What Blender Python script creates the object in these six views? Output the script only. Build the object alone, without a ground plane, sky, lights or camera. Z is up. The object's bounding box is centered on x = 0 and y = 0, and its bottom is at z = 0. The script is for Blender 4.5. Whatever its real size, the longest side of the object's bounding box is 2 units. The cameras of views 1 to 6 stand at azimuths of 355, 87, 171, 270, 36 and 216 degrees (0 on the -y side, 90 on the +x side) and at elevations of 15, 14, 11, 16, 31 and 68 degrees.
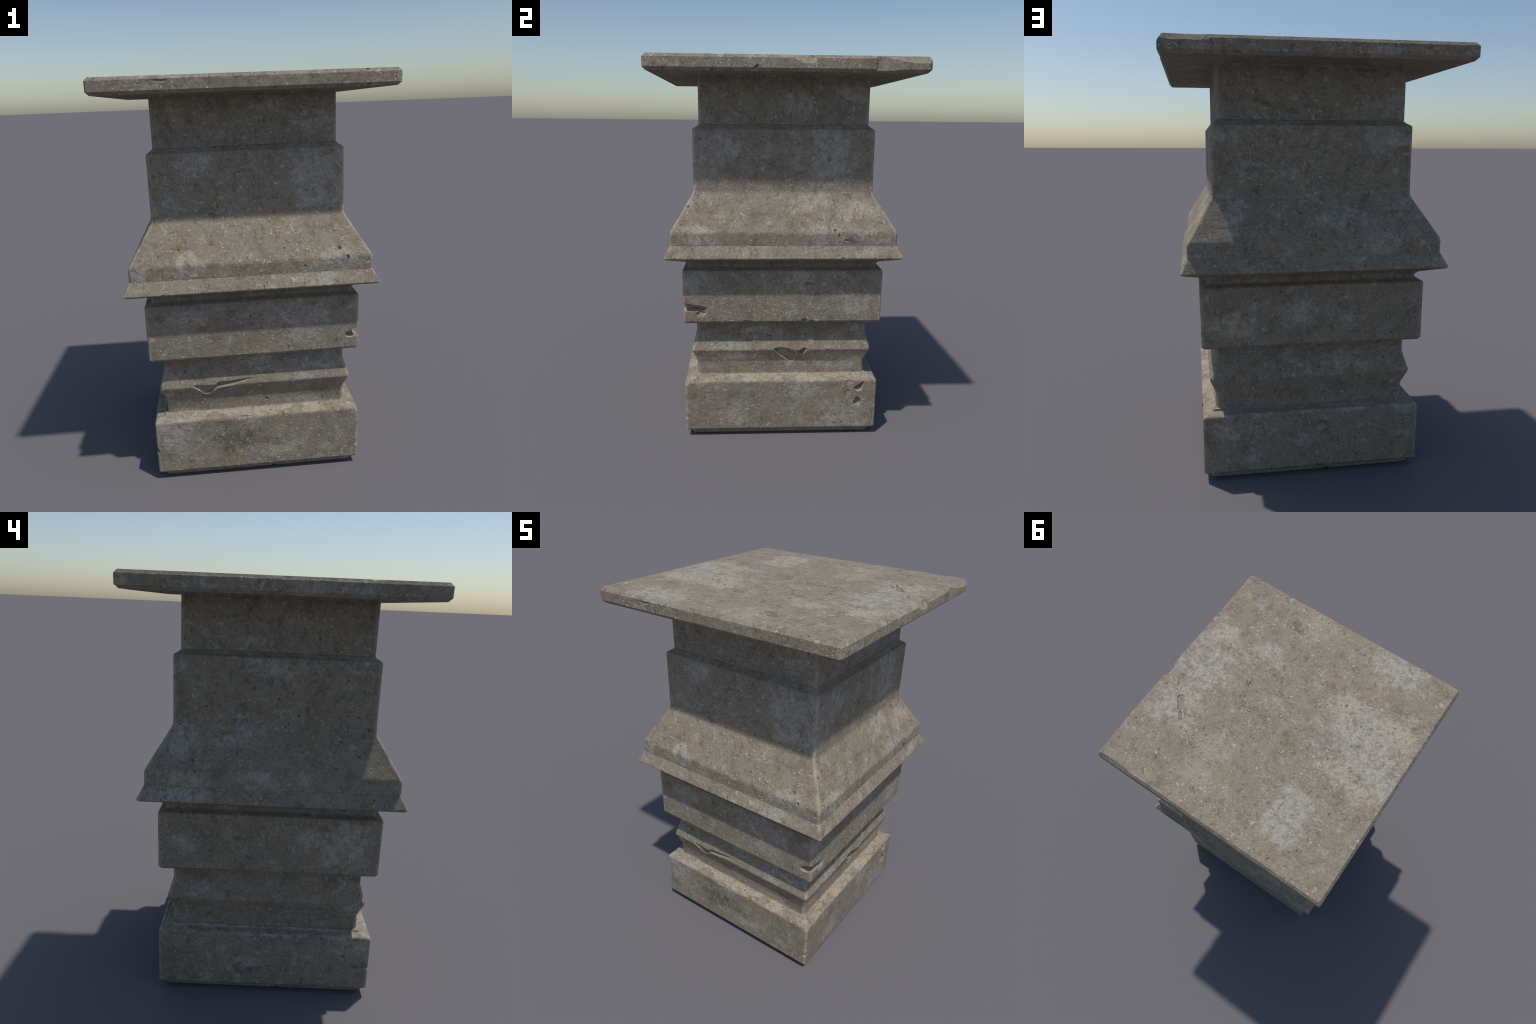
# A weathered concrete pedestal: square stacked mouldings under a wide flat slab.
import bpy, bmesh, math, random
import numpy as np
from mathutils import Vector, noise as mnoise

random.seed(7)
scene = bpy.context.scene
for o in list(bpy.data.objects):
    bpy.data.objects.remove(o, do_unlink=True)

# ---------------------------------------------------------------- geometry --
def fillet_profile(points):
    """points: (half_width, z, radius) from bottom to top; rounds each corner with a short arc."""
    out = []
    n = len(points)
    for i, (h, z, r) in enumerate(points):
        p = Vector((h, z))
        if r <= 0 or i in (0, n - 1):
            out.append((h, z))
            continue
        a = Vector(points[i - 1][:2]) - p
        b = Vector(points[i + 1][:2]) - p
        la, lb = a.length, b.length
        a.normalize(); b.normalize()
        ang = a.angle(b)
        t = min(r / math.tan(ang / 2), 0.48 * la, 0.48 * lb)
        p0, p2 = p + a * t, p + b * t
        steps = 4 if (math.pi - ang) > 0.6 else 2
        for k in range(steps + 1):
            s = k / steps
            q = p0 * (1 - s) ** 2 + p * 2 * s * (1 - s) + p2 * s ** 2
            out.append((q.x, q.y))
    return out

def square_ring(h, z, r, seg):
    """One square cross-section with rounded corners."""
    pts = []
    for cx, cy, a0 in ((1, -1, -90), (1, 1, 0), (-1, 1, 90), (-1, -1, 180)):
        for k in range(seg + 1):
            a = math.radians(a0 + 90 * k / seg)
            pts.append(Vector((cx * (h - r) + r * math.cos(a), cy * (h - r) + r * math.sin(a), z)))
    return pts

def loft(name, profile, corner=0.011, seg=3):
    bm = bmesh.new()
    rings = []
    for h, z in profile:
        rings.append([bm.verts.new(p) for p in square_ring(h, z, corner, seg)])
    m = len(rings[0])
    for lo, hi in zip(rings, rings[1:]):
        for k in range(m):
            bm.faces.new((lo[k], lo[(k + 1) % m], hi[(k + 1) % m], hi[k]))
    bm.faces.new(list(reversed(rings[0])))
    bm.faces.new(rings[-1])
    bmesh.ops.recalc_face_normals(bm, faces=bm.faces[:])
    me = bpy.data.meshes.new(name)
    bm.to_mesh(me)
    bm.free()
    ob = bpy.data.objects.new(name, me)
    scene.collection.objects.link(ob)
    return ob

def on_face(side, u, d, z):
    """World point on a side of the pedestal: u runs left to right as seen facing it, d = distance from axis."""
    return {'S': Vector((u, -d, z)), 'E': Vector((d, u, z)), 'N': Vector((-u, d, z)), 'W': Vector((-d, -u, z))}[side]

def wobble(p):
    """Smooth repeatable jitter of a point (scalar noise, so it is the same on every run)."""
    return Vector([mnoise.noise(p + Vector(o)) for o in ((3.1, 0.0, 7.7), (11.3, 5.9, 0.4), (1.7, 13.2, 4.6))])

def hull(points):
    """Closed convex chip: the piece of stone that broke away, its faces split and roughened.
    Every triple of points with all others on one side is a face (points nudged into general position)."""
    rnd = random.Random(len(points))
    P = np.array([[c + rnd.uniform(-2e-4, 2e-4) for c in p] for p in points])
    centre = P.mean(axis=0)
    n = len(P)
    faces = []
    for a in range(n):
        for b in range(a + 1, n):
            for c in range(b + 1, n):
                nrm = np.cross(P[b] - P[a], P[c] - P[a])
                d = (P - P[a]) @ nrm
                d[[a, b, c]] = 0.0
                if d.max() <= 0 or d.min() >= 0:
                    faces.append((a, b, c) if (centre - P[a]) @ nrm < 0 else (a, c, b))
    verts = [Vector(p) for p in P]
    size = max((a - b).length for a in verts for b in verts)
    for level in range(0 if size < 0.06 else 1 if size < 0.11 else 2):
        mid, split = {}, []
        def halfway(u, v):
            key = (min(u, v), max(u, v))
            if key not in mid:
                mid[key] = len(verts)
                verts.append((verts[u] + verts[v]) / 2)
            return mid[key]
        for a, b, c in faces:
            ab, bc, ca = halfway(a, b), halfway(b, c), halfway(c, a)
            split += [(a, ab, ca), (ab, b, bc), (ca, bc, c), (ab, bc, ca)]
        faces = split
    amp = min(0.0050, size * 0.030)
    out = [v + wobble(v * 38.0) * amp + wobble(v * 95.0) * amp * 0.5 for v in verts]
    used = sorted({k for f in faces for k in f})
    index = {k: q for q, k in enumerate(used)}
    me = bpy.data.meshes.new('chip')
    me.from_pydata([out[k] for k in used], [], [tuple(index[k] for k in f) for f in faces])
    me.materials.append(None)
    me.materials.append(BROKEN)
    for f in me.polygons:
        f.material_index = 1
    me.update()
    ob = bpy.data.objects.new('chip', me)
    scene.collection.objects.link(ob)
    return ob

def face_chip(side, outline, out_d, inner):
    """A chip with its outline (u, z) lying at out_d in front of the face and a floor of (u, z, d) points."""
    return hull([on_face(side, u, out_d, z) for u, z in outline] + [on_face(side, u, d, z) for u, z, d in inner])

def pit(side, u, z, ru, rz, d_out, depth, seed):
    """A small irregular hole: jittered blob half sunk into the face."""
    rnd = random.Random(seed)
    pts = []
    for lat in (-0.9, -0.45, 0.0, 0.5, 1.0):
        c = math.sqrt(max(0.0, 1 - lat * lat))
        for k in range(7):
            a = 2 * math.pi * (k + rnd.random() * 0.6) / 7
            j = rnd.uniform(0.8, 1.15)
            pts.append(on_face(side, u + ru * c * j * math.cos(a), d_out + lat * depth, z + rz * c * j * math.sin(a)))
    return hull(pts)

def corner_nick(x, y, z, rx, ry, rz, seed):
    rnd = random.Random(seed)
    pts = []
    for k in range(22):
        v = Vector((rnd.gauss(0, 1), rnd.gauss(0, 1), rnd.gauss(0, 1))).normalized()
        pts.append(Vector((x + v.x * rx, y + v.y * ry, z + v.z * rz)))
    return hull(pts)

def groove(x0, y0, x1, y1, width, depth, seed):
    """A split in the upper face of the slab, from one end to the other."""
    rnd = random.Random(seed)
    a, b = Vector((x0, y0, 2.0)), Vector((x1, y1, 2.0))
    side = (b - a).cross(Vector((0, 0, 1))).normalized() * width
    up, down = Vector((0, 0, 0.01)), Vector((0, 0, -depth))
    pts = [a + up, b + up]
    for k in (0.2, 0.45, 0.75):
        m = a.lerp(b, k)
        pts += [m + side * rnd.uniform(0.5, 1.1) + up, m - side * rnd.uniform(0.5, 1.1) + up,
                m + side * rnd.uniform(0.2, 0.6) + down * rnd.uniform(0.6, 1.0), m - side * rnd.uniform(0.2, 0.6) + down * rnd.uniform(0.7, 1.0)]
    return hull(pts)

def edge_nicks(d, z, count, seed, size=0.006):
    """Small bites scattered along one horizontal arris, on all four sides."""
    rnd = random.Random(seed)
    out = []
    for side in 'SENW':
        for k in range(count):
            u = rnd.uniform(-0.9, 0.9) * d
            p = on_face(side, u, d + size * 0.45, z)
            along = size * rnd.uniform(1.5, 4.5)
            rx, ry = (along, size) if side in 'SN' else (size, along)
            out.append(corner_nick(p.x, p.y, p.z, rx, ry, size * rnd.uniform(0.7, 1.3), seed * 100 + len(out)))
    return out

def volume(me):
    bm = bmesh.new()
    bm.from_mesh(me)
    v = bm.calc_volume(signed=True)
    bm.free()
    return v

def carve(ob, chips):
    """Breaks the chips off one after another; a chip that fails to cut cleanly is left out."""
    for c in chips:
        before, piece = volume(ob.data), abs(volume(c.data))
        md = ob.modifiers.new('chip', 'BOOLEAN')
        md.operation = 'DIFFERENCE'
        md.solver = 'EXACT'
        md.object = c
        bpy.context.view_layer.update()
        dg = bpy.context.evaluated_depsgraph_get()
        me = bpy.data.meshes.new_from_object(ob.evaluated_get(dg))
        ob.modifiers.clear()
        after = volume(me)
        if len(me.polygons) >= 6 and before - piece * 1.05 - 1e-6 <= after <= before + 1e-6:
            old = ob.data
            ob.data = me
            bpy.data.meshes.remove(old)
            me.name = ob.name
        else:
            print('chip left out', ob.name, len(me.polygons), before, after, piece)
            bpy.data.meshes.remove(me)
        m = c.data
        bpy.data.objects.remove(c, do_unlink=True)
        bpy.data.meshes.remove(m)

def finish(ob, angle=32):
    bm = bmesh.new()
    bm.from_mesh(ob.data)
    bmesh.ops.remove_doubles(bm, verts=bm.verts[:], dist=0.0002)
    lim = math.radians(angle)
    for f in bm.faces:
        f.smooth = True
    for e in bm.edges:
        e.smooth = len(e.link_faces) == 2 and e.calc_face_angle(3.14) < lim
    bm.to_mesh(ob.data)
    bm.free()
    md = ob.modifiers.new('even_normals', 'WEIGHTED_NORMAL')
    md.keep_sharp = True
    md.weight = 80

# ---------------------------------------------------------------- material --
class Nodes:
    """Small helper that writes shader node expressions."""
    def __init__(self, tree):
        self.t = tree
    def new(self, kind, **props):
        n = self.t.nodes.new(kind)
        for k, v in props.items():
            setattr(n, k, v)
        return n
    def put(self, sock, v):
        if isinstance(v, bpy.types.NodeSocket):
            self.t.links.new(v, sock)
        elif v is not None:
            sock.default_value = v
    def math(self, op, a, b=None, c=None, clamp=False):
        n = self.new('ShaderNodeMath', operation=op, use_clamp=clamp)
        for s, v in zip(n.inputs, (a, b, c)):
            self.put(s, v)
        return n.outputs[0]
    def vec(self, op, a, b=None):
        n = self.new('ShaderNodeVectorMath', operation=op)
        self.put(n.inputs[0], a)
        if b is not None:
            self.put(n.inputs[3 if op == 'SCALE' else 1], b)
        return n.outputs['Value' if op in ('LENGTH', 'DOT_PRODUCT') else 'Vector']
    def noise(self, co, scale, detail=4.0, rough=0.55, dist=0.0, color=False):
        n = self.new('ShaderNodeTexNoise')
        self.put(n.inputs['Vector'], co)
        n.inputs['Scale'].default_value = scale
        n.inputs['Detail'].default_value = detail
        n.inputs['Roughness'].default_value = rough
        n.inputs['Distortion'].default_value = dist
        return n.outputs['Color' if color else 'Fac']
    def cells(self, co, scale, rnd=1.0):
        n = self.new('ShaderNodeTexVoronoi')
        self.put(n.inputs['Vector'], co)
        n.inputs['Scale'].default_value = scale
        n.inputs['Randomness'].default_value = rnd
        sep = self.new('ShaderNodeSeparateColor')
        self.t.links.new(n.outputs['Color'], sep.inputs[0])
        return n.outputs['Distance'], sep.outputs[0], sep.outputs[1], sep.outputs[2]
    def ramp(self, v, lo, hi, a=0.0, b=1.0):
        n = self.new('ShaderNodeMapRange', interpolation_type='SMOOTHSTEP')
        self.put(n.inputs[0], v)
        for i, x in enumerate((lo, hi, a, b)):
            self.put(n.inputs[i + 1], x)
        return n.outputs[0]
    def mix(self, fac, a, b, blend='MIX'):
        n = self.new('ShaderNodeMix', data_type='RGBA', blend_type=blend)
        self.put(n.inputs[0], fac)
        for i, v in ((6, a), (7, b)):
            self.put(n.inputs[i], v if isinstance(v, bpy.types.NodeSocket) else (v[0], v[1], v[2], 1.0))
        return n.outputs[2]

TAUPE_DARK = (0.150, 0.127, 0.094)
TAUPE = (0.260, 0.217, 0.163)
TAUPE_GREY = (0.249, 0.215, 0.165)
CEMENT = (0.362, 0.337, 0.293)
BUFF = (0.385, 0.337, 0.268)
STAIN = (0.110, 0.101, 0.082)
OCHRE = (0.290, 0.200, 0.045)
FLECK = (0.490, 0.446, 0.388)
WHITE = (0.720, 0.680, 0.610)

def stone(name, patches, seed, worn=True, fresh=False):  # worn: paints lit-edge highlights into the corner colour
    """Cast stone: taupe cement, pale aggregate flecks, cement blooms, ochre lichen, pits.
    patches: (kind, side, u, v, half_u, half_v), where each stain or bloom sits."""
    mat = bpy.data.materials.new(name)
    mat.use_nodes = True
    t = mat.node_tree
    t.nodes.clear()
    N = Nodes(t)
    out = N.new('ShaderNodeOutputMaterial')
    bsdf = N.new('ShaderNodeBsdfPrincipled')
    t.links.new(bsdf.outputs[0], out.inputs[0])
    co = N.new('ShaderNodeTexCoord').outputs['Object']
    shift = N.vec('ADD', co, (seed * 3.1, seed * -1.7, seed * 0.9))

    # wobbling coordinates for everything that has a ragged outline
    w1 = N.vec('SCALE', N.vec('SUBTRACT', N.noise(shift, 7.0, 3.0, color=True), (0.5, 0.5, 0.5)), 0.13)
    w2 = N.vec('SCALE', N.vec('SUBTRACT', N.noise(shift, 45.0, 3.0, color=True), (0.5, 0.5, 0.5)), 0.035)
    rag = N.vec('ADD', N.vec('ADD', co, w1), w2)
    fine_rag = N.vec('ADD', shift, N.vec('SCALE', N.vec('SUBTRACT', N.noise(shift, 90.0, 3.0, color=True), (0.5, 0.5, 0.5)), 0.016))

    broad = N.noise(shift, 2.6, 5.0, 0.6)
    mid = N.noise(shift, 14.0, 6.0, 0.68)
    grain = N.noise(shift, 95.0, 4.0, 0.7)
    dust = N.noise(shift, 300.0, 2.0, 0.6)

    col = N.mix(N.ramp(broad, 0.35, 0.65), TAUPE, TAUPE_GREY)
    col = N.mix(N.ramp(mid, 0.50, 0.34, 0.0, 0.55), col, TAUPE_DARK)
    col = N.mix(N.ramp(mid, 0.55, 0.74, 0.0, 0.48), col, FLECK)
    smear = N.noise(N.vec('MULTIPLY', shift, (1.0, 1.0, 1.6)), 5.5, 6.0, 0.68, 0.6)
    col = N.mix(N.ramp(smear, 0.47, 0.33, 0.0, 0.35), col, TAUPE_DARK)

    torn = N.math('ADD', N.math('MULTIPLY', N.math('SUBTRACT', N.noise(N.vec('ADD', shift, (2.0, 6.0, 4.0)), 8.0, 5.0, 0.7, 0.6), 0.5), 2.8),
                  N.math('MULTIPLY', N.math('SUBTRACT', N.noise(N.vec('ADD', shift, (5.0, 1.0, 9.0)), 32.0, 6.0, 0.75), 0.5), 3.0))
    masks = {}
    for kind, side, u, v, hu, hv in patches:
        if side == 'T':
            c, h = (u, v, 2.0), (hu, hv, 0.08)
        else:
            d = {'S': (u, -0.52), 'N': (u, 0.52), 'E': (0.52, u), 'W': (-0.52, u)}[side]
            c = (d[0], d[1], v)
            h = (hu, 0.17, hv) if side in 'SN' else (0.17, hu, hv)
        m = N.new('ShaderNodeMapping', vector_type='TEXTURE')
        t.links.new(rag, m.inputs[0])
        m.inputs['Location'].default_value = c
        m.inputs['Scale'].default_value = h
        if kind == 'G':      # blocky cement bloom with a straight side
            sq = N.vec('MULTIPLY', m.outputs[0], m.outputs[0])
            r = N.math('POWER', N.vec('LENGTH', N.vec('MULTIPLY', sq, sq)), 0.25)
            r = N.math('ADD', r, N.math('MULTIPLY', torn, 0.42))
        else:
            r = N.math('ADD', N.vec('LENGTH', m.outputs[0]), torn)
        soft = {'G': (1.28, 0.80), 'g': (1.45, 0.55), 'p': (1.35, 0.60), 'w': (1.70, 0.2), 'd': (1.40, 0.6), 'o': (1.8, 0.2)}[kind]
        a = N.ramp(r, soft[0], soft[1])
        key = kind.lower()
        masks[key] = a if key not in masks else N.math('MAXIMUM', masks[key], a)
    blot = N.ramp(N.noise(shift, 26.0, 6.0, 0.75), 0.38, 0.60)
    if 'w' in masks:
        col = N.mix(N.math('MULTIPLY', masks['w'], 0.40), col, BUFF)
    if 'd' in masks:
        col = N.mix(N.math('MULTIPLY', masks['d'], N.math('MULTIPLY_ADD', blot, 0.55, 0.30)), col, STAIN)
    if 'g' in masks:
        col = N.mix(N.math('MULTIPLY', masks['g'], N.math('MULTIPLY_ADD', blot, 0.72, 0.26)), col, CEMENT)
    if 'p' in masks:
        col = N.mix(N.math('MULTIPLY', masks['p'], N.math('MULTIPLY_ADD', blot, 0.6, 0.30)), col, BUFF)

    # wandering blooms and stains that no view pins down
    bloom = N.math('MULTIPLY', N.ramp(N.noise(shift, 7.0, 7.0, 0.7, 0.5), 0.58, 0.67), N.math('MULTIPLY_ADD', blot, 0.6, 0.2))
    col = N.mix(N.math('MULTIPLY', bloom, 0.75), col, CEMENT)

    if fresh:            # newly broken faces are paler and cleaner
        col = N.mix(N.math('MULTIPLY_ADD', blot, 0.30, 0.12), col, BUFF)

    # fine grain, as a multiplier on the matrix
    g = N.math('ADD', N.ramp(grain, 0.25, 0.75, 0.80, 1.16), N.ramp(dust, 0.2, 0.8, -0.06, 0.06))
    col = N.mix(1.0, col, N.vec('SCALE', (1.0, 1.0, 1.0), g), 'MULTIPLY')

    # pale aggregate flecks in three sizes, gathered in clusters
    cluster = N.ramp(N.noise(shift, 8.0, 4.0, 0.6), 0.36, 0.66)
    d1, r1, r1b, _ = N.cells(fine_rag, 78.0)
    f1 = N.math('MULTIPLY', N.ramp(d1, N.math('MULTIPLY_ADD', r1b, 0.22, 0.20), N.math('MULTIPLY_ADD', r1b, 0.14, 0.06)),
                N.math('LESS_THAN', r1, N.math('MULTIPLY_ADD', cluster, 0.36, 0.07)))
    d2, r2, r2b, _ = N.cells(N.vec('ADD', fine_rag, w2), 36.0)
    f2 = N.math('MULTIPLY', N.ramp(d2, N.math('MULTIPLY_ADD', r2b, 0.20, 0.16), N.math('MULTIPLY_ADD', r2b, 0.14, 0.08)),
                N.math('LESS_THAN', r2, N.math('MULTIPLY_ADD', cluster, 0.20, 0.04)))
    flecks = N.math('MAXIMUM', N.math('MULTIPLY', f1, 0.85), N.math('MULTIPLY', f2, 0.65))
    col = N.mix(flecks, col, FLECK)
    lumpy = N.vec('ADD', N.vec('ADD', fine_rag, w2), (7.0, 4.0, 6.0))
    d8, r8, r8b, _ = N.cells(lumpy, 19.0)
    pebble = N.math('MULTIPLY', N.ramp(d8, N.math('MULTIPLY_ADD', r8b, 0.16, 0.14), N.math('MULTIPLY_ADD', r8b, 0.12, 0.09)),
                    N.math('LESS_THAN', r8, 0.11))
    col = N.mix(N.math('MULTIPLY', pebble, 0.50), col, FLECK)
    d3, r3, r3b, _ = N.cells(fine_rag, 30.0)
    f3 = N.math('MULTIPLY', N.ramp(d3, N.math('MULTIPLY_ADD', r3b, 0.08, 0.09), 0.05), N.math('LESS_THAN', r3, 0.022))
    col = N.mix(f3, col, WHITE)
    # lacy crust of exposed fines, and dark specks between it
    lace = N.ramp(N.noise(N.vec('ADD', shift, (6.0, 2.0, 1.0)), 58.0, 6.0, 0.75), 0.545, 0.64)
    col = N.mix(N.math('MULTIPLY', lace, N.math('MULTIPLY_ADD', cluster, 0.62, 0.08)), col, FLECK)
    soot = N.ramp(N.noise(N.vec('ADD', shift, (1.0, 8.0, 3.0)), 34.0, 8.0, 0.8, 0.6), 0.57, 0.63)
    col = N.mix(N.math('MULTIPLY', soot, N.ramp(N.noise(shift, 4.0, 4.0, 0.6), 0.50, 0.68, 0.03, 0.70)), col, STAIN)
    # a few ring-shaped marks left by trapped bubbles
    d4, r4, r4b, _ = N.cells(N.vec('ADD', fine_rag, (4.0, 1.0, 2.0)), 21.0)
    ring_r = N.math('MULTIPLY_ADD', r4b, 0.10, 0.12)
    ring = N.math('MULTIPLY', N.ramp(N.math('ABSOLUTE', N.math('SUBTRACT', d4, ring_r)), 0.045, 0.012), N.math('LESS_THAN', r4, 0.05))
    col = N.mix(N.math('MULTIPLY', ring, 0.55), col, FLECK)

    if 'g' in masks:     # grey-black grime caught in the rough cement blooms
        grime = N.ramp(N.noise(N.vec('ADD', shift, (2.0, 9.0, 7.0)), 19.0, 8.0, 0.78, 0.5), 0.52, 0.62)
        col = N.mix(N.math('MULTIPLY', N.math('MULTIPLY', masks['g'], grime), 0.45), col, STAIN)

    # ochre lichen dust: thin everywhere, thick where the patches call for it
    lich = N.ramp(N.noise(shift, 6.0, 4.0, 0.6), 0.54, 0.70)
    if 'o' in masks:
        lich = N.math('MAXIMUM', lich, masks['o'])
    spk = N.ramp(N.noise(N.vec('ADD', shift, (9.0, 3.0, 5.0)), 75.0, 3.0, 0.65), 0.52, 0.62)
    col = N.mix(N.math('MULTIPLY', N.math('MULTIPLY', lich, spk), 0.68), col, OCHRE)
    d5, r5, r5b, _ = N.cells(N.vec('ADD', fine_rag, (1.0, 7.0, 2.0)), 24.0)
    grit = N.math('MULTIPLY', N.ramp(d5, 0.16, 0.06), N.math('LESS_THAN', r5, 0.03))
    col = N.mix(N.math('MULTIPLY', grit, 0.8), col, (0.30, 0.17, 0.05))
    d6, r6, r6b, _ = N.cells(N.vec('ADD', fine_rag, (3.0, 2.0, 8.0)), 9.0)
    brick = N.math('MULTIPLY', N.ramp(d6, 0.055, 0.035), N.math('LESS_THAN', r6, 0.05))
    col = N.mix(N.math('MULTIPLY', brick, 0.85), col, (0.20, 0.05, 0.025))

    # air holes
    d7, r7, r7b, _ = N.cells(N.vec('ADD', fine_rag, (5.0, 5.0, 1.0)), 34.0)
    hole = N.math('MULTIPLY', N.ramp(d7, N.math('MULTIPLY_ADD', r7b, 0.10, 0.13), 0.06), N.math('LESS_THAN', r7, 0.07))
    col = N.mix(N.math('MULTIPLY', hole, 0.75), col, (0.050, 0.043, 0.033))
    # scratches: short pale strokes
    rot = N.new('ShaderNodeMapping', vector_type='POINT')
    t.links.new(shift, rot.inputs[0])
    rot.inputs['Rotation'].default_value = (0.5, 0.4, 0.7)
    rot.inputs['Scale'].default_value = (7.0, 70.0, 70.0)
    scr = N.math('MULTIPLY', N.ramp(N.noise(rot.outputs[0], 1.0, 3.0, 0.6), 0.66, 0.74), N.ramp(mid, 0.45, 0.6))
    col = N.mix(N.math('MULTIPLY', scr, 0.45), col, FLECK)
    # vertical corners tinted buff for the sunlight their bevels catch
    if worn:
        ab = N.new('ShaderNodeSeparateXYZ')
        t.links.new(N.vec('ABSOLUTE', co), ab.inputs[0])
        off = N.math('ABSOLUTE', N.math('SUBTRACT', ab.outputs[0], ab.outputs[1]))
        edge_light_tint = N.math('MULTIPLY', N.ramp(off, 0.020, 0.008), N.ramp(N.noise(shift, 22.0, 5.0, 0.7), 0.36, 0.56))
        col = N.mix(N.math('MULTIPLY', edge_light_tint, 0.60), col, BUFF)
    t.links.new(col, bsdf.inputs['Base Color'])
    bsdf.inputs['Roughness'].default_value = 0.92
    bsdf.inputs['Specular IOR Level'].default_value = 0.25

    hgt = N.math('ADD', N.math('MULTIPLY', mid, 1.0), N.math('MULTIPLY', grain, 0.55))
    hgt = N.math('ADD', hgt, N.math('MULTIPLY', pebble, 0.5))
    pock = N.noise(N.vec('ADD', shift, (8.0, 8.0, 2.0)), 30.0, 6.0, 0.72, 0.8)
    hgt = N.math('SUBTRACT', hgt, N.ramp(pock, 0.58, 0.78, 0.0, 0.5))
    hgt = N.math('ADD', hgt, N.math('MULTIPLY', flecks, 0.40))
    hgt = N.math('ADD', hgt, N.math('MULTIPLY', smear, 1.2))
    hgt = N.math('ADD', hgt, N.math('MULTIPLY', f3, 0.6))
    hgt = N.math('SUBTRACT', hgt, N.math('MULTIPLY', soot, 0.35))
    hgt = N.math('SUBTRACT', hgt, N.math('MULTIPLY', hole, 1.6))
    hgt = N.math('ADD', hgt, N.math('MULTIPLY', dust, 0.05))
    bump = N.new('ShaderNodeBump')
    bump.inputs['Strength'].default_value = 0.7
    bump.inputs['Distance'].default_value = 0.0085 if fresh else 0.0065
    t.links.new(hgt, bump.inputs['Height'])
    t.links.new(bump.outputs[0], bsdf.inputs['Normal'])
    return mat

# ------------------------------------------------------------------- parts --
BROKEN = stone('broken_concrete', [], 11, worn=False, fresh=True)
pedestal = bpy.data.objects.new('stone_pedestal', None)
pedestal.empty_display_size = 0.3
scene.collection.objects.link(pedestal)
pedestal['label'] = 'weathered square concrete pedestal with stacked mouldings and slab'
pedestal['category'] = 'stone pedestal'

def part(name, profile, chips, patches, seed, corner=0.011, seg=3):
    mat = stone('concrete_' + name, patches, seed, worn=name != 'top_slab')
    ob = loft(name, fillet_profile([(h + 0.0012, z, r) for h, z, r in profile]), corner, seg)
    ob.data.materials.append(mat)
    ob.data.materials.append(BROKEN)
    carve(ob, chips)
    finish(ob)
    ob.data.materials[0] = mat
    if len(ob.data.materials) > 1:
        ob.data.materials[1] = BROKEN
    ob.parent = pedestal
    return ob

# -- foot: recessed strip on the ground
part('foot', [(0.485, 0.0, 0), (0.4925, 0.010, 0.008), (0.4925, 0.045, 0)],
     [face_chip(s, [(0.045, -0.01), (0.065, 0.016), (0.085, 0.020), (0.12, -0.01)], 0.52,
                [(0.07, 0.004, 0.46), (0.10, -0.01, 0.46)]) for s in 'SNW'],
     [], 1, 0.020)

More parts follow.
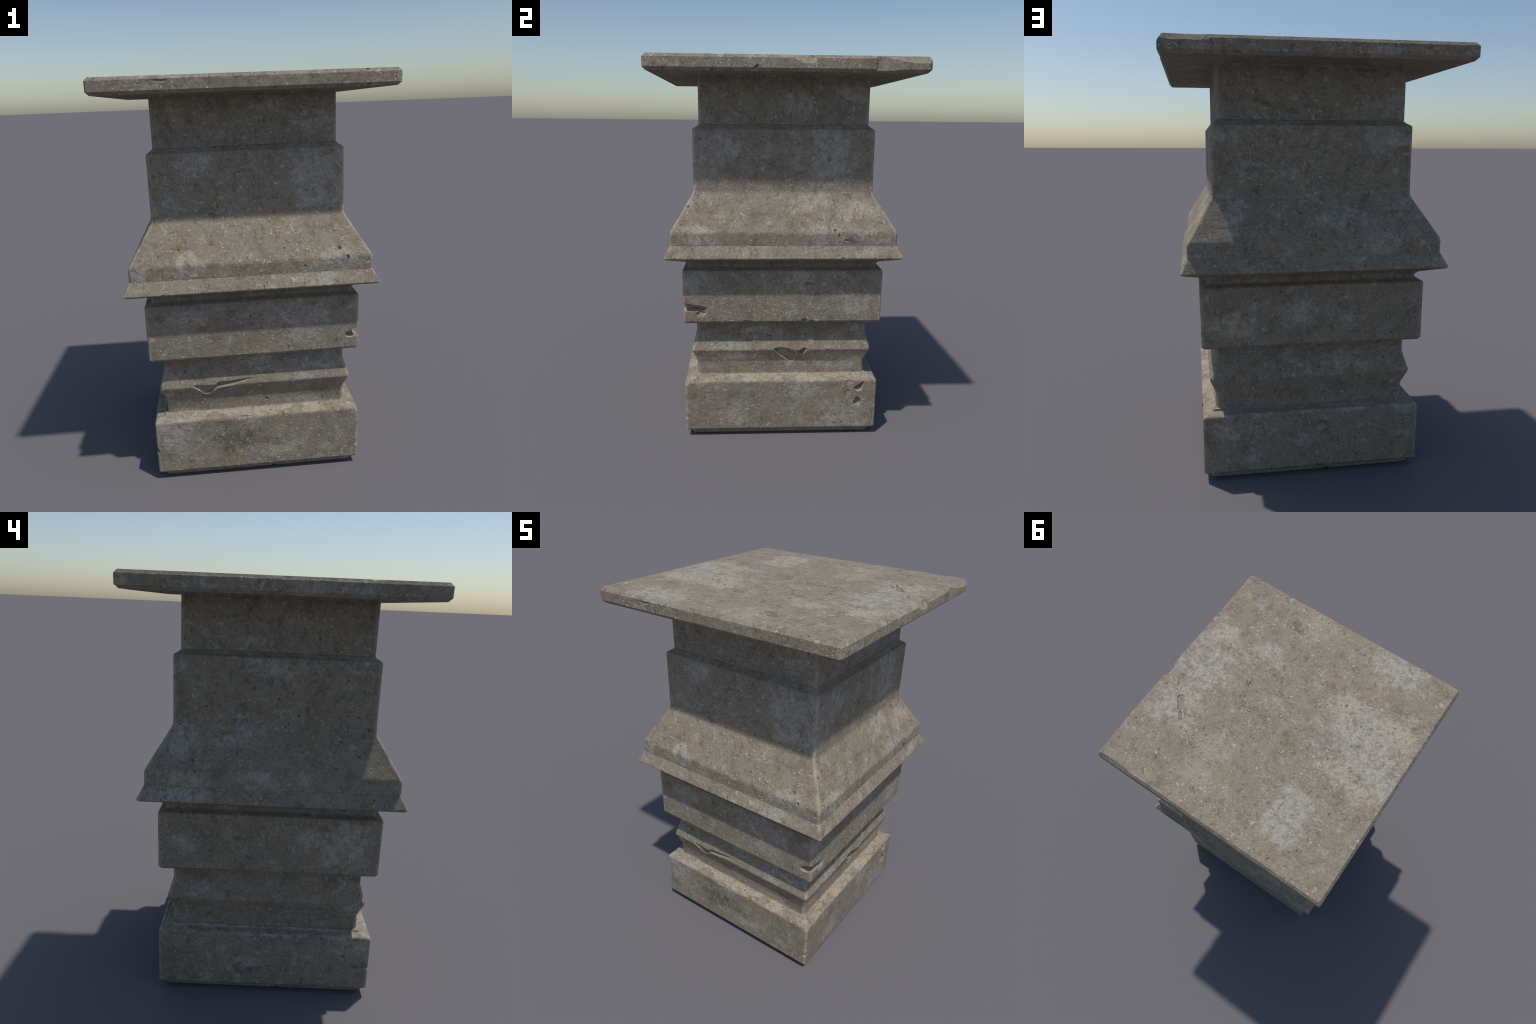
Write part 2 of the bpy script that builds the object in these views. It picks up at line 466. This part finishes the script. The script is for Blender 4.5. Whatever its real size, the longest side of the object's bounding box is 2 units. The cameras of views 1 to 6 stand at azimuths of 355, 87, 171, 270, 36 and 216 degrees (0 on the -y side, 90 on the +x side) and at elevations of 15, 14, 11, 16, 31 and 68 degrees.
# -- base block
part('base_block',
     [(0.4925, 0.036, 0), (0.514, 0.036, 0.0), (0.523, 0.046, 0.005), (0.523, 0.330, 0.018), (0.478, 0.334, 0.0),
      (0.470, 0.343, 0.004), (0.440, 0.345, 0)],
     [
      # bitten top edge of the front
      face_chip('S', [(-0.26, 0.345), (-0.20, 0.322), (-0.15, 0.312), (-0.02, 0.309), (0.06, 0.315), (0.15, 0.345)], 0.545,
                [(-0.24, 0.345, 0.506), (-0.12, 0.338, 0.504), (0.10, 0.342, 0.508)]),
      pit('S', -0.070, 0.330, 0.050, 0.022, 0.526, 0.013, 3),
      # broken notch with a loose lower step on the right of the east face
      face_chip('E', [(0.375, 0.285), (0.455, 0.345), (0.468, 0.335), (0.448, 0.290), (0.445, 0.243), (0.415, 0.243), (0.388, 0.270)], 0.545,
                [(0.415, 0.274, 0.500), (0.438, 0.285, 0.498)]),
      pit('E', 0.422, 0.196, 0.024, 0.030, 0.524, 0.017, 5),
      pit('E', 0.375, 0.315, 0.022, 0.024, 0.5235, 0.006, 6),
      pit('E', 0.365, 0.245, 0.024, 0.030, 0.5235, 0.004, 7),
      # corners
      hull([Vector(p) for p in ((0.53, -0.53, 0.285), (0.53, -0.470, 0.336), (0.49, -0.53, 0.336), (0.53, -0.53, 0.345))]),
      corner_nick(0.529, -0.529, 0.115, 0.026, 0.026, 0.022, 8),
      corner_nick(-0.529, -0.529, 0.163, 0.026, 0.022, 0.018, 9),
      corner_nick(-0.530, -0.522, 0.178, 0.020, 0.050, 0.013, 12),
      hull([Vector(p) for p in ((0.53, 0.53, 0.31), (0.53, 0.49, 0.336), (0.49, 0.53, 0.336), (0.53, 0.53, 0.345))]),
      # shallow dents on the back
      pit('N', 0.04, 0.243, 0.040, 0.022, 0.5235, 0.007, 10),
      face_chip('N', [(0.31, 0.232), (0.40, 0.243), (0.404, 0.210), (0.32, 0.212)], 0.53,
                [(0.33, 0.226, 0.5195), (0.395, 0.232, 0.5195), (0.395, 0.214, 0.5195), (0.33, 0.216, 0.5195)]),
      face_chip('N', [(0.20, 0.222), (0.27, 0.236), (0.28, 0.222), (0.21, 0.210)], 0.53, [(0.22, 0.218, 0.520), (0.27, 0.225, 0.520)]),
      pit('W', 0.394, 0.223, 0.009, 0.009, 0.5245, 0.010, 13), pit('W', 0.470, 0.166, 0.045, 0.010, 0.5245, 0.012, 14),
      pit('W', 0.440, 0.182, 0.020, 0.008, 0.5245, 0.008, 15),
      *edge_nicks(0.523, 0.332, 3, 93), *edge_nicks(0.523, 0.040, 2, 94),
      # shallow channel worn along the foot of the moulding at the back
      hull([Vector((x, y, z)) for x in (-0.50, 0.50) for y, z in ((0.468, 0.336), (0.506, 0.329), (0.468, 0.350), (0.515, 0.345))]),
      # worn lower edge at the back
      face_chip('N', [(-0.14, 0.030), (-0.10, 0.048), (0.02, 0.050), (0.10, 0.030)], 0.54, [(-0.08, 0.030, 0.508), (0.04, 0.030, 0.508)]),
     ],
     [('g', 'S', -0.42, 0.25, 0.099, 0.094), ('o', 'S', -0.29, 0.28, 0.066, 0.028), ('d', 'S', -0.12, 0.21, 0.118, 0.076),
      ('p', 'S', 0.13, 0.13, 0.103, 0.039), ('G', 'E', 0.32, 0.13, 0.11, 0.08), ('p', 'E', -0.24, 0.12, 0.09, 0.05),
      ('g', 'E', 0.13, 0.28, 0.09, 0.049), ('o', 'E', -0.44, 0.3, 0.053, 0.029), ('g', 'N', 0.28, 0.12, 0.031, 0.051),
      ('g', 'N', 0.04, 0.16, 0.048, 0.034), ('d', 'N', -0.04, 0.24, 0.04, 0.026), ('g', 'N', 0.42, 0.25, 0.061, 0.033),
      ('g', 'W', 0.08, 0.17, 0.049, 0.023), ('d', 'W', 0.09, 0.13, 0.066, 0.023),
      ('p', 'S', 0.0, 0.338, 0.56, 0.013), ('p', 'E', 0.0, 0.338, 0.56, 0.013), ('p', 'N', 0.0, 0.338, 0.56, 0.013),
      ('p', 'W', 0.0, 0.338, 0.56, 0.013)], 2, 0.010)

# -- moulding: neck, rounded ridge, neck
part('ridge_moulding',
     [(0.470, 0.330, 0), (0.4590, 0.347, 0.010), (0.4575, 0.414, 0.0), (0.4865, 0.492, 0.020), (0.459, 0.582, 0.012), (0.459, 0.675, 0)],
     [
      # big scallop broken from the ridge on the east face
      face_chip('E', [(-0.065, 0.494), (-0.040, 0.518), (0.025, 0.514), (0.085, 0.488), (0.098, 0.450), (0.074, 0.388), (0.052, 0.390), (-0.015, 0.432)], 0.510,
                [(-0.030, 0.496, 0.468), (0.020, 0.498, 0.467), (0.065, 0.468, 0.457), (0.066, 0.420, 0.445), (0.050, 0.418, 0.445), (0.000, 0.452, 0.454)]),
      face_chip('E', [(0.070, 0.480), (0.125, 0.517), (0.158, 0.494), (0.150, 0.470), (0.105, 0.446)], 0.510,
                [(0.100, 0.480, 0.462), (0.128, 0.496, 0.466), (0.115, 0.466, 0.460)]),
      # scallop and long sliver on the south face
      face_chip('S', [(-0.350, 0.492), (-0.318, 0.458), (-0.268, 0.424), (-0.238, 0.424), (-0.180, 0.466), (-0.160, 0.512), (-0.320, 0.518)], 0.510,
                [(-0.310, 0.496, 0.474), (-0.255, 0.450, 0.458), (-0.240, 0.450, 0.458), (-0.195, 0.490, 0.472)]),
      face_chip('S', [(-0.220, 0.458), (-0.215, 0.520), (-0.060, 0.530), (0.085, 0.538), (0.090, 0.520), (-0.060, 0.496)], 0.510,
                [(-0.195, 0.484, 0.467), (-0.190, 0.502, 0.471), (-0.050, 0.514, 0.470), (0.020, 0.523, 0.476)]),
      pit('S', 0.045, 0.540, 0.028, 0.012, 0.476, 0.012, 21),
      pit('S', 0.055, 0.385, 0.012, 0.010, 0.460, 0.012, 22),
      pit('W', -0.295, 0.425, 0.055, 0.019, 0.468, 0.018, 25),
      corner_nick(0.486, 0.486, 0.49, 0.012, 0.016, 0.02, 23),
      corner_nick(-0.486, -0.486, 0.49, 0.014, 0.014, 0.02, 24),
     ],
     [('g', 'S', 0.32, 0.58, 0.137, 0.037), ('g', 'S', 0.02, 0.6, 0.067, 0.036), ('g', 'E', -0.15, 0.6, 0.089, 0.019),
      ('g', 'E', 0.4, 0.6, 0.045, 0.023), ('g', 'S', 0.22, 0.51, 0.085, 0.028), ('g', 'E', -0.26, 0.51, 0.089, 0.023),
      ('g', 'E', -0.24, 0.46, 0.107, 0.019), ('g', 'N', -0.16, 0.55, 0.098, 0.042), ('g', 'W', 0.32, 0.53, 0.096, 0.036),
      ('p', 'W', -0.44, 0.47, 0.048, 0.022), ('g', 'S', -0.38, 0.37, 0.067, 0.034), ('g', 'S', 0.25, 0.36, 0.07, 0.029),
      ('g', 'E', 0.3, 0.39, 0.11, 0.029)], 3, 0.018)

# -- wide block
part('wide_block',
     [(0.450, 0.6610, 0), (0.514, 0.6610, 0), (0.523, 0.6720, 0.006), (0.523, 0.947, 0.010), (0.494, 0.960, 0.004), (0.470, 0.962, 0)],
     [
      # broken south-east corner
      hull([on_face('E', u, d, z) for u, z, d in ((-0.56, 0.790, 0.56), (-0.389, 0.751, 0.528), (-0.400, 0.724, 0.528), (-0.56, 0.733, 0.56),
                                                  (-0.420, 0.732, 0.497), (-0.498, 0.750, 0.498))]
           + [on_face('S', u, d, z) for u, z, d in ((0.502, 0.770, 0.528), (0.452, 0.748, 0.528), (0.452, 0.730, 0.528), (0.480, 0.722, 0.528),
                                                   (0.472, 0.733, 0.505))]),
      face_chip('E', [(-0.472, 0.722), (-0.455, 0.692), (-0.428, 0.678), (-0.392, 0.716), (-0.395, 0.735)], 0.535,
                [(-0.445, 0.722, 0.504), (-0.415, 0.720, 0.504)]),
      hull([Vector(p) for p in ((0.535, -0.535, 0.702), (0.502, -0.535, 0.652), (0.535, -0.502, 0.652), (0.545, -0.545, 0.65))]),
      # hollow on the east face and nicks under its edge
      face_chip('E', [(0.098, 0.876), (0.125, 0.897), (0.165, 0.887), (0.190, 0.868), (0.176, 0.832), (0.128, 0.828)], 0.532,
                [(0.128, 0.876, 0.506), (0.160, 0.870, 0.508)]),
      *edge_nicks(0.523, 0.664, 2, 95), *edge_nicks(0.522, 0.950, 1, 96),
      pit('E', -0.188, 0.668, 0.026, 0.012, 0.523, 0.014, 31),
      pit('E', 0.118, 0.670, 0.020, 0.016, 0.523, 0.015, 32),
      pit('E', 0.155, 0.667, 0.016, 0.012, 0.523, 0.012, 33),
     ],
     [('g', 'S', 0.23, 0.87, 0.114, 0.068), ('g', 'S', 0.24, 0.74, 0.099, 0.061), ('g', 'S', -0.34, 0.88, 0.078, 0.042),
      ('o', 'S', 0.05, 0.72, 0.081, 0.035), ('g', 'E', -0.46, 0.9, 0.059, 0.053), ('g', 'E', 0.08, 0.89, 0.086, 0.053),
      ('o', 'E', 0.49, 0.76, 0.035, 0.064), ('g', 'E', 0.4, 0.77, 0.087, 0.055), ('p', 'N', 0.38, 0.77, 0.082, 0.046),
      ('g', 'N', 0.06, 0.82, 0.084, 0.055), ('G', 'W', -0.37, 0.82, 0.107, 0.099), ('g', 'W', -0.16, 0.83, 0.053, 0.041),
      ('g', 'W', 0.41, 0.8, 0.038, 0.042)], 4, 0.010)

# -- recessed collar under the ledge
part('collar', [(0.500, 0.955, 0), (0.4915, 0.963, 0.006), (0.4900, 0.975, 0.008), (0.5030, 0.9915, 0.014), (0.585, 1.0195, 0.0), (0.575, 1.026, 0)],
     [], [], 5, 0.010)

# -- projecting ledge
part('ledge', [(0.530, 1.0012, 0), (0.597, 1.0235, 0), (0.6045, 1.0300, 0.003), (0.6045, 1.0345, 0.003), (0.575, 1.0920, 0.0), (0.540, 1.0940, 0)],
     [*edge_nicks(0.605, 1.031, 2, 97, 0.004), corner_nick(0.608, 0.3, 1.030, 0.008, 0.020, 0.010, 41), corner_nick(0.607, -0.545, 1.028, 0.006, 0.012, 0.010, 42)],
     [('g', 'S', 0.32, 1.06, 0.094, 0.019), ('p', 'E', 0.42, 1.06, 0.067, 0.02), ('g', 'W', 0.45, 1.05, 0.15, 0.03)], 6, 0.008)

# -- flaring apron with its upright band
part('flared_apron',
     [(0.560, 1.090, 0), (0.5750, 1.0925, 0), (0.5755, 1.158, 0.042), (0.4630, 1.347, 0.050), (0.4615, 1.385, 0)],
     [pit('S', 0.417, 1.196, 0.011, 0.014, 0.553, 0.008, 51), pit('S', 0.455, 1.157, 0.009, 0.015, 0.573, 0.008, 52),
      pit('S', 0.25, 1.125, 0.008, 0.008, 0.576, 0.006, 53), pit('S', -0.34, 1.225, 0.006, 0.012, 0.536, 0.006, 54),
      pit('E', 0.258, 1.169, 0.009, 0.012, 0.571, 0.008, 55), pit('E', 0.277, 1.143, 0.008, 0.013, 0.576, 0.008, 56),
      pit('E', 0.318, 1.119, 0.016, 0.009, 0.576, 0.007, 57)],
     [('p', 'S', -0.31, 1.17, 0.069, 0.032), ('g', 'S', 0.38, 1.15, 0.128, 0.065), ('d', 'S', 0.36, 1.1, 0.04, 0.02),
      ('o', 'S', -0.32, 1.27, 0.091, 0.031), ('o', 'S', 0.49, 1.25, 0.064, 0.04), ('o', 'S', 0.3, 1.18, 0.048, 0.032),
      ('g', 'E', 0.16, 1.32, 0.083, 0.05), ('p', 'E', -0.42, 1.17, 0.066, 0.024), ('p', 'E', 0.38, 1.27, 0.101, 0.051),
      ('g', 'E', 0.42, 1.14, 0.102, 0.026), ('g', 'E', 0.22, 1.14, 0.102, 0.043), ('o', 'E', 0.41, 1.25, 0.068, 0.025),
      ('g', 'N', -0.29, 1.14, 0.078, 0.046), ('g', 'N', 0.37, 1.27, 0.043, 0.086), ('g', 'N', -0.1, 1.27, 0.091, 0.044),
      ('g', 'W', 0.42, 1.3, 0.073, 0.067), ('g', 'W', 0.18, 1.32, 0.116, 0.045), ('g', 'S', -0.33, 1.13, 0.06, 0.031),
      ('g', 'S', -0.52, 1.12, 0.044, 0.028), ('g', 'E', -0.43, 1.13, 0.073, 0.03), ('d', 'E', 0.31, 1.11, 0.133, 0.02),
      ('g', 'E', 0.47, 1.12, 0.084, 0.025), ('p', 'W', 0.39, 1.13, 0.087, 0.038), ('g', 'W', 0.07, 1.14, 0.072, 0.038)], 7, 0.013)

# -- shaft
part('shaft',
     [(0.4615, 1.3850, 0), (0.4615, 1.664, 0.012), (0.440, 1.677, 0.006), (0.4325, 1.6850, 0.0), (0.4290, 1.6860, 0.0), (0.4290, 1.694, 0)],
     [corner_nick(-0.468, 0.468, 1.525, 0.013, 0.013, 0.022, 61), corner_nick(0.468, 0.468, 1.49, 0.014, 0.014, 0.03, 62),
      corner_nick(0.468, 0.466, 1.56, 0.013, 0.012, 0.025, 63), corner_nick(0.466, -0.466, 1.395, 0.010, 0.012, 0.02, 64),
      pit('N', -0.06, 1.50, 0.016, 0.012, 0.4615, 0.005, 65)],
     [('G', 'S', 0.35, 1.52, 0.123, 0.147), ('g', 'S', -0.23, 1.62, 0.09, 0.052), ('g', 'S', -0.38, 1.42, 0.038, 0.019),
      ('d', 'S', 0.39, 1.4, 0.048, 0.032), ('G', 'E', 0.23, 1.53, 0.092, 0.131), ('g', 'E', -0.32, 1.58, 0.082, 0.065),
      ('g', 'N', -0.31, 1.6, 0.093, 0.058), ('g', 'N', 0.39, 1.62, 0.071, 0.035), ('d', 'N', 0.38, 1.64, 0.036, 0.025),
      ('o', 'N', 0.28, 1.54, 0.044, 0.017), ('g', 'W', 0.02, 1.62, 0.086, 0.043), ('d', 'W', 0.15, 1.36, 0.074, 0.023),
      ('g', 'W', 0.15, 1.4, 0.044, 0.018)], 7, 0.013)

# -- neck under the slab
part('neck',
     [(0.4290, 1.6875, 0), (0.4315, 1.6880, 0), (0.4315, 1.920, 0.006), (0.437, 1.9275, 0), (0.437, 1.935, 0)],
     [face_chip('N', [(-0.288, 1.872), (-0.288, 1.757), (-0.262, 1.748), (-0.005, 1.692), (-0.030, 1.738), (-0.140, 1.806), (-0.225, 1.858)], 0.445,
                [(-0.252, 1.835, 0.416), (-0.248, 1.788, 0.408), (-0.140, 1.756, 0.409), (-0.162, 1.790, 0.417), (-0.060, 1.721, 0.418)])],
     [('g', 'S', 0.32, 1.79, 0.093, 0.067), ('p', 'S', -0.35, 1.84, 0.037, 0.058), ('g', 'S', 0.13, 1.86, 0.053, 0.036),
      ('d', 'S', 0.25, 1.77, 0.031, 0.022), ('g', 'E', 0.06, 1.79, 0.082, 0.055), ('g', 'E', 0.33, 1.84, 0.066, 0.047),
      ('g', 'N', -0.34, 1.76, 0.077, 0.043), ('g', 'W', -0.09, 1.83, 0.043, 0.021), ('g', 'W', 0.11, 1.73, 0.086, 0.028)], 9, 0.014)

# -- top slab
part('top_slab',
     [(0.430, 1.9265, 0), (0.652, 1.9270, 0.0), (0.6658, 1.9415, 0.0), (0.6658, 1.9855, 0.0), (0.6540, 2.0, 0.0), (0.640, 2.0, 0)],
     [
      # east edge: dips, nicks and one notch through the whole thickness
      face_chip('E', [(-0.362, 2.012), (-0.268, 2.012), (-0.300, 1.986), (-0.316, 1.974)], 0.69, [(-0.335, 2.004, 0.628), (-0.290, 2.004, 0.632)]),
      face_chip('E', [(-0.318, 1.920), (-0.300, 1.952), (-0.255, 1.950), (-0.228, 1.920)], 0.69, [(-0.290, 1.924, 0.640), (-0.245, 1.924, 0.640)]),
      face_chip('E', [(-0.215, 1.915), (-0.165, 1.946), (-0.140, 1.972), (-0.130, 1.972), (-0.130, 1.915)], 0.69,
                [(-0.142, 1.955, 0.660), (-0.136, 1.920, 0.651), (-0.180, 1.920, 0.651)]),
      face_chip('E', [(-0.030, 2.02), (0.000, 1.965), (0.110, 1.915), (0.132, 1.930), (0.138, 2.03)], 0.70,
                [(0.030, 2.012, 0.635), (0.110, 2.03, 0.622), (0.128, 2.03, 0.622)]),
      hull([Vector((x, y, z)) for z in (1.90, 2.03) for x, y in ((0.661, 0.405), (0.6575, 0.420), (0.6685, 0.545), (0.70, 0.545), (0.70, 0.398))]),
      face_chip('E', [(0.350, 2.02), (0.380, 1.982), (0.400, 1.978), (0.440, 2.02)], 0.69, [(0.385, 2.006, 0.640), (0.405, 2.004, 0.636)]),
      face_chip('E', [(0.368, 1.91), (0.385, 1.952), (0.405, 1.950), (0.430, 1.91)], 0.69, [(0.395, 1.93, 0.648), (0.398, 1.91, 0.640)]),
      # battered north-east corner
      hull([Vector(p) for p in ((0.70, 0.70, 1.950), (0.580, 0.70, 2.020), (0.70, 0.580, 2.020), (0.70, 0.70, 2.03))]),
      face_chip('N', [(-0.72, 1.935), (-0.60, 1.942), (-0.50, 1.930), (-0.465, 1.935), (-0.425, 1.985), (-0.425, 2.03), (-0.72, 2.03)], 0.70,
                [(-0.72, 2.03, 0.632), (-0.50, 2.03, 0.626), (-0.455, 2.03, 0.632)]),
      face_chip('E', [(0.40, 1.985), (0.50, 1.924), (0.72, 1.920), (0.72, 2.03), (0.40, 2.03)], 0.70,
                [(0.45, 2.03, 0.636), (0.72, 2.03, 0.624)]),
      # north-west corner broken below
      hull([Vector(p) for p in ((-0.70, 0.70, 1.985), (-0.632, 0.70, 1.918), (-0.70, 0.622, 1.918), (-0.70, 0.70, 1.91))]),
      face_chip('N', [(0.72, 1.915), (0.72, 1.962), (0.56, 1.952), (0.44, 1.934), (0.36, 1.915)], 0.70, [(0.62, 1.920, 0.628), (0.45, 1.920, 0.645)]),
      # west and south edges
      face_chip('W', [(0.325, 2.012), (0.350, 1.982), (0.368, 1.979), (0.400, 2.012)], 0.69, [(0.345, 2.006, 0.630), (0.380, 2.006, 0.635)]),
      face_chip('S', [(-0.402, 1.984), (-0.392, 1.971), (-0.350, 1.965), (-0.325, 1.975), (-0.322, 1.985)], 0.6690,
                [(-0.372, 1.980, 0.6615), (-0.338, 1.978, 0.6615)]),
      pit('S', 0.52, 1.933, 0.010, 0.010, 0.66, 0.014, 71), pit('S', 0.515, 1.997, 0.008, 0.006, 0.66, 0.010, 72),
      face_chip('N', [(-0.04, 2.004), (0.02, 1.989), (0.05, 2.004)], 0.68, [(0.01, 2.003, 0.648)]),
      *edge_nicks(0.665, 1.999, 3, 91), *edge_nicks(0.665, 1.931, 3, 92, 0.005),
      groove(0.525, 0.155, 0.450, 0.270, 0.026, 0.008, 81), groove(0.465, 0.240, 0.415, 0.305, 0.013, 0.008, 82),
      groove(0.460, 0.215, 0.392, 0.278, 0.012, 0.007, 83), groove(0.605, 0.060, 0.525, 0.155, 0.024, 0.007, 84),
      groove(0.262, -0.088, 0.240, -0.062, 0.012, 0.006, 85), groove(-0.235, -0.262, -0.228, -0.236, 0.014, 0.007, 86),
      corner_nick(0.662, -0.662, 1.998, 0.010, 0.014, 0.008, 73),
      corner_nick(-0.663, -0.662, 1.999, 0.012, 0.010, 0.008, 74),
     ],
     [('g', 'S', -0.24, 1.97, 0.033, 0.023), ('o', 'S', 0.5, 1.96, 0.085, 0.016), ('g', 'E', -0.56, 1.96, 0.058, 0.021),
      ('g', 'E', 0.45, 1.97, 0.06, 0.021), ('o', 'E', 0.32, 1.96, 0.045, 0.014), ('g', 'N', 0.29, 1.96, 0.064, 0.018),
      ('g', 'N', -0.28, 1.96, 0.083, 0.019), ('g', 'W', -0.32, 1.96, 0.063, 0.018),
      ('G', 'T', -0.31, 0.40, 0.10, 0.16), ('g', 'T', -0.40, -0.13, 0.22, 0.20), ('g', 'T', -0.56, 0.00, 0.11, 0.14),
      ('g', 'T', 0.52, -0.04, 0.14, 0.20), ('g', 'T', 0.50, 0.22, 0.12, 0.10), ('g', 'T', -0.34, -0.58, 0.16, 0.10),
      ('g', 'T', 0.27, -0.28, 0.09, 0.06), ('p', 'T', 0.53, -0.25, 0.08, 0.06), ('p', 'T', -0.52, -0.25, 0.10, 0.06),
      ('p', 'T', -0.24, -0.23, 0.09, 0.06), ('p', 'T', -0.40, 0.10, 0.08, 0.05), ('w', 'T', 0.17, 0.34, 0.09, 0.09),
      ('w', 'T', 0.17, 0.47, 0.09, 0.08), ('w', 'T', 0.15, -0.57, 0.12, 0.10), ('d', 'T', -0.26, 0.03, 0.05, 0.04),
      ('d', 'T', -0.41, 0.10, 0.07, 0.05), ('d', 'T', 0.252, -0.075, 0.018, 0.016), ('d', 'T', 0.25, -0.52, 0.04, 0.03),
      ('d', 'T', -0.08, 0.08, 0.03, 0.025), ('d', 'T', -0.46, 0.06, 0.05, 0.03), ('d', 'T', 0.56, -0.10, 0.04, 0.05),
      ('o', 'T', 0.43, 0.12, 0.06, 0.06), ('o', 'T', -0.55, 0.13, 0.07, 0.06), ('o', 'T', -0.40, -0.38, 0.08, 0.05)], 10, 0.014)
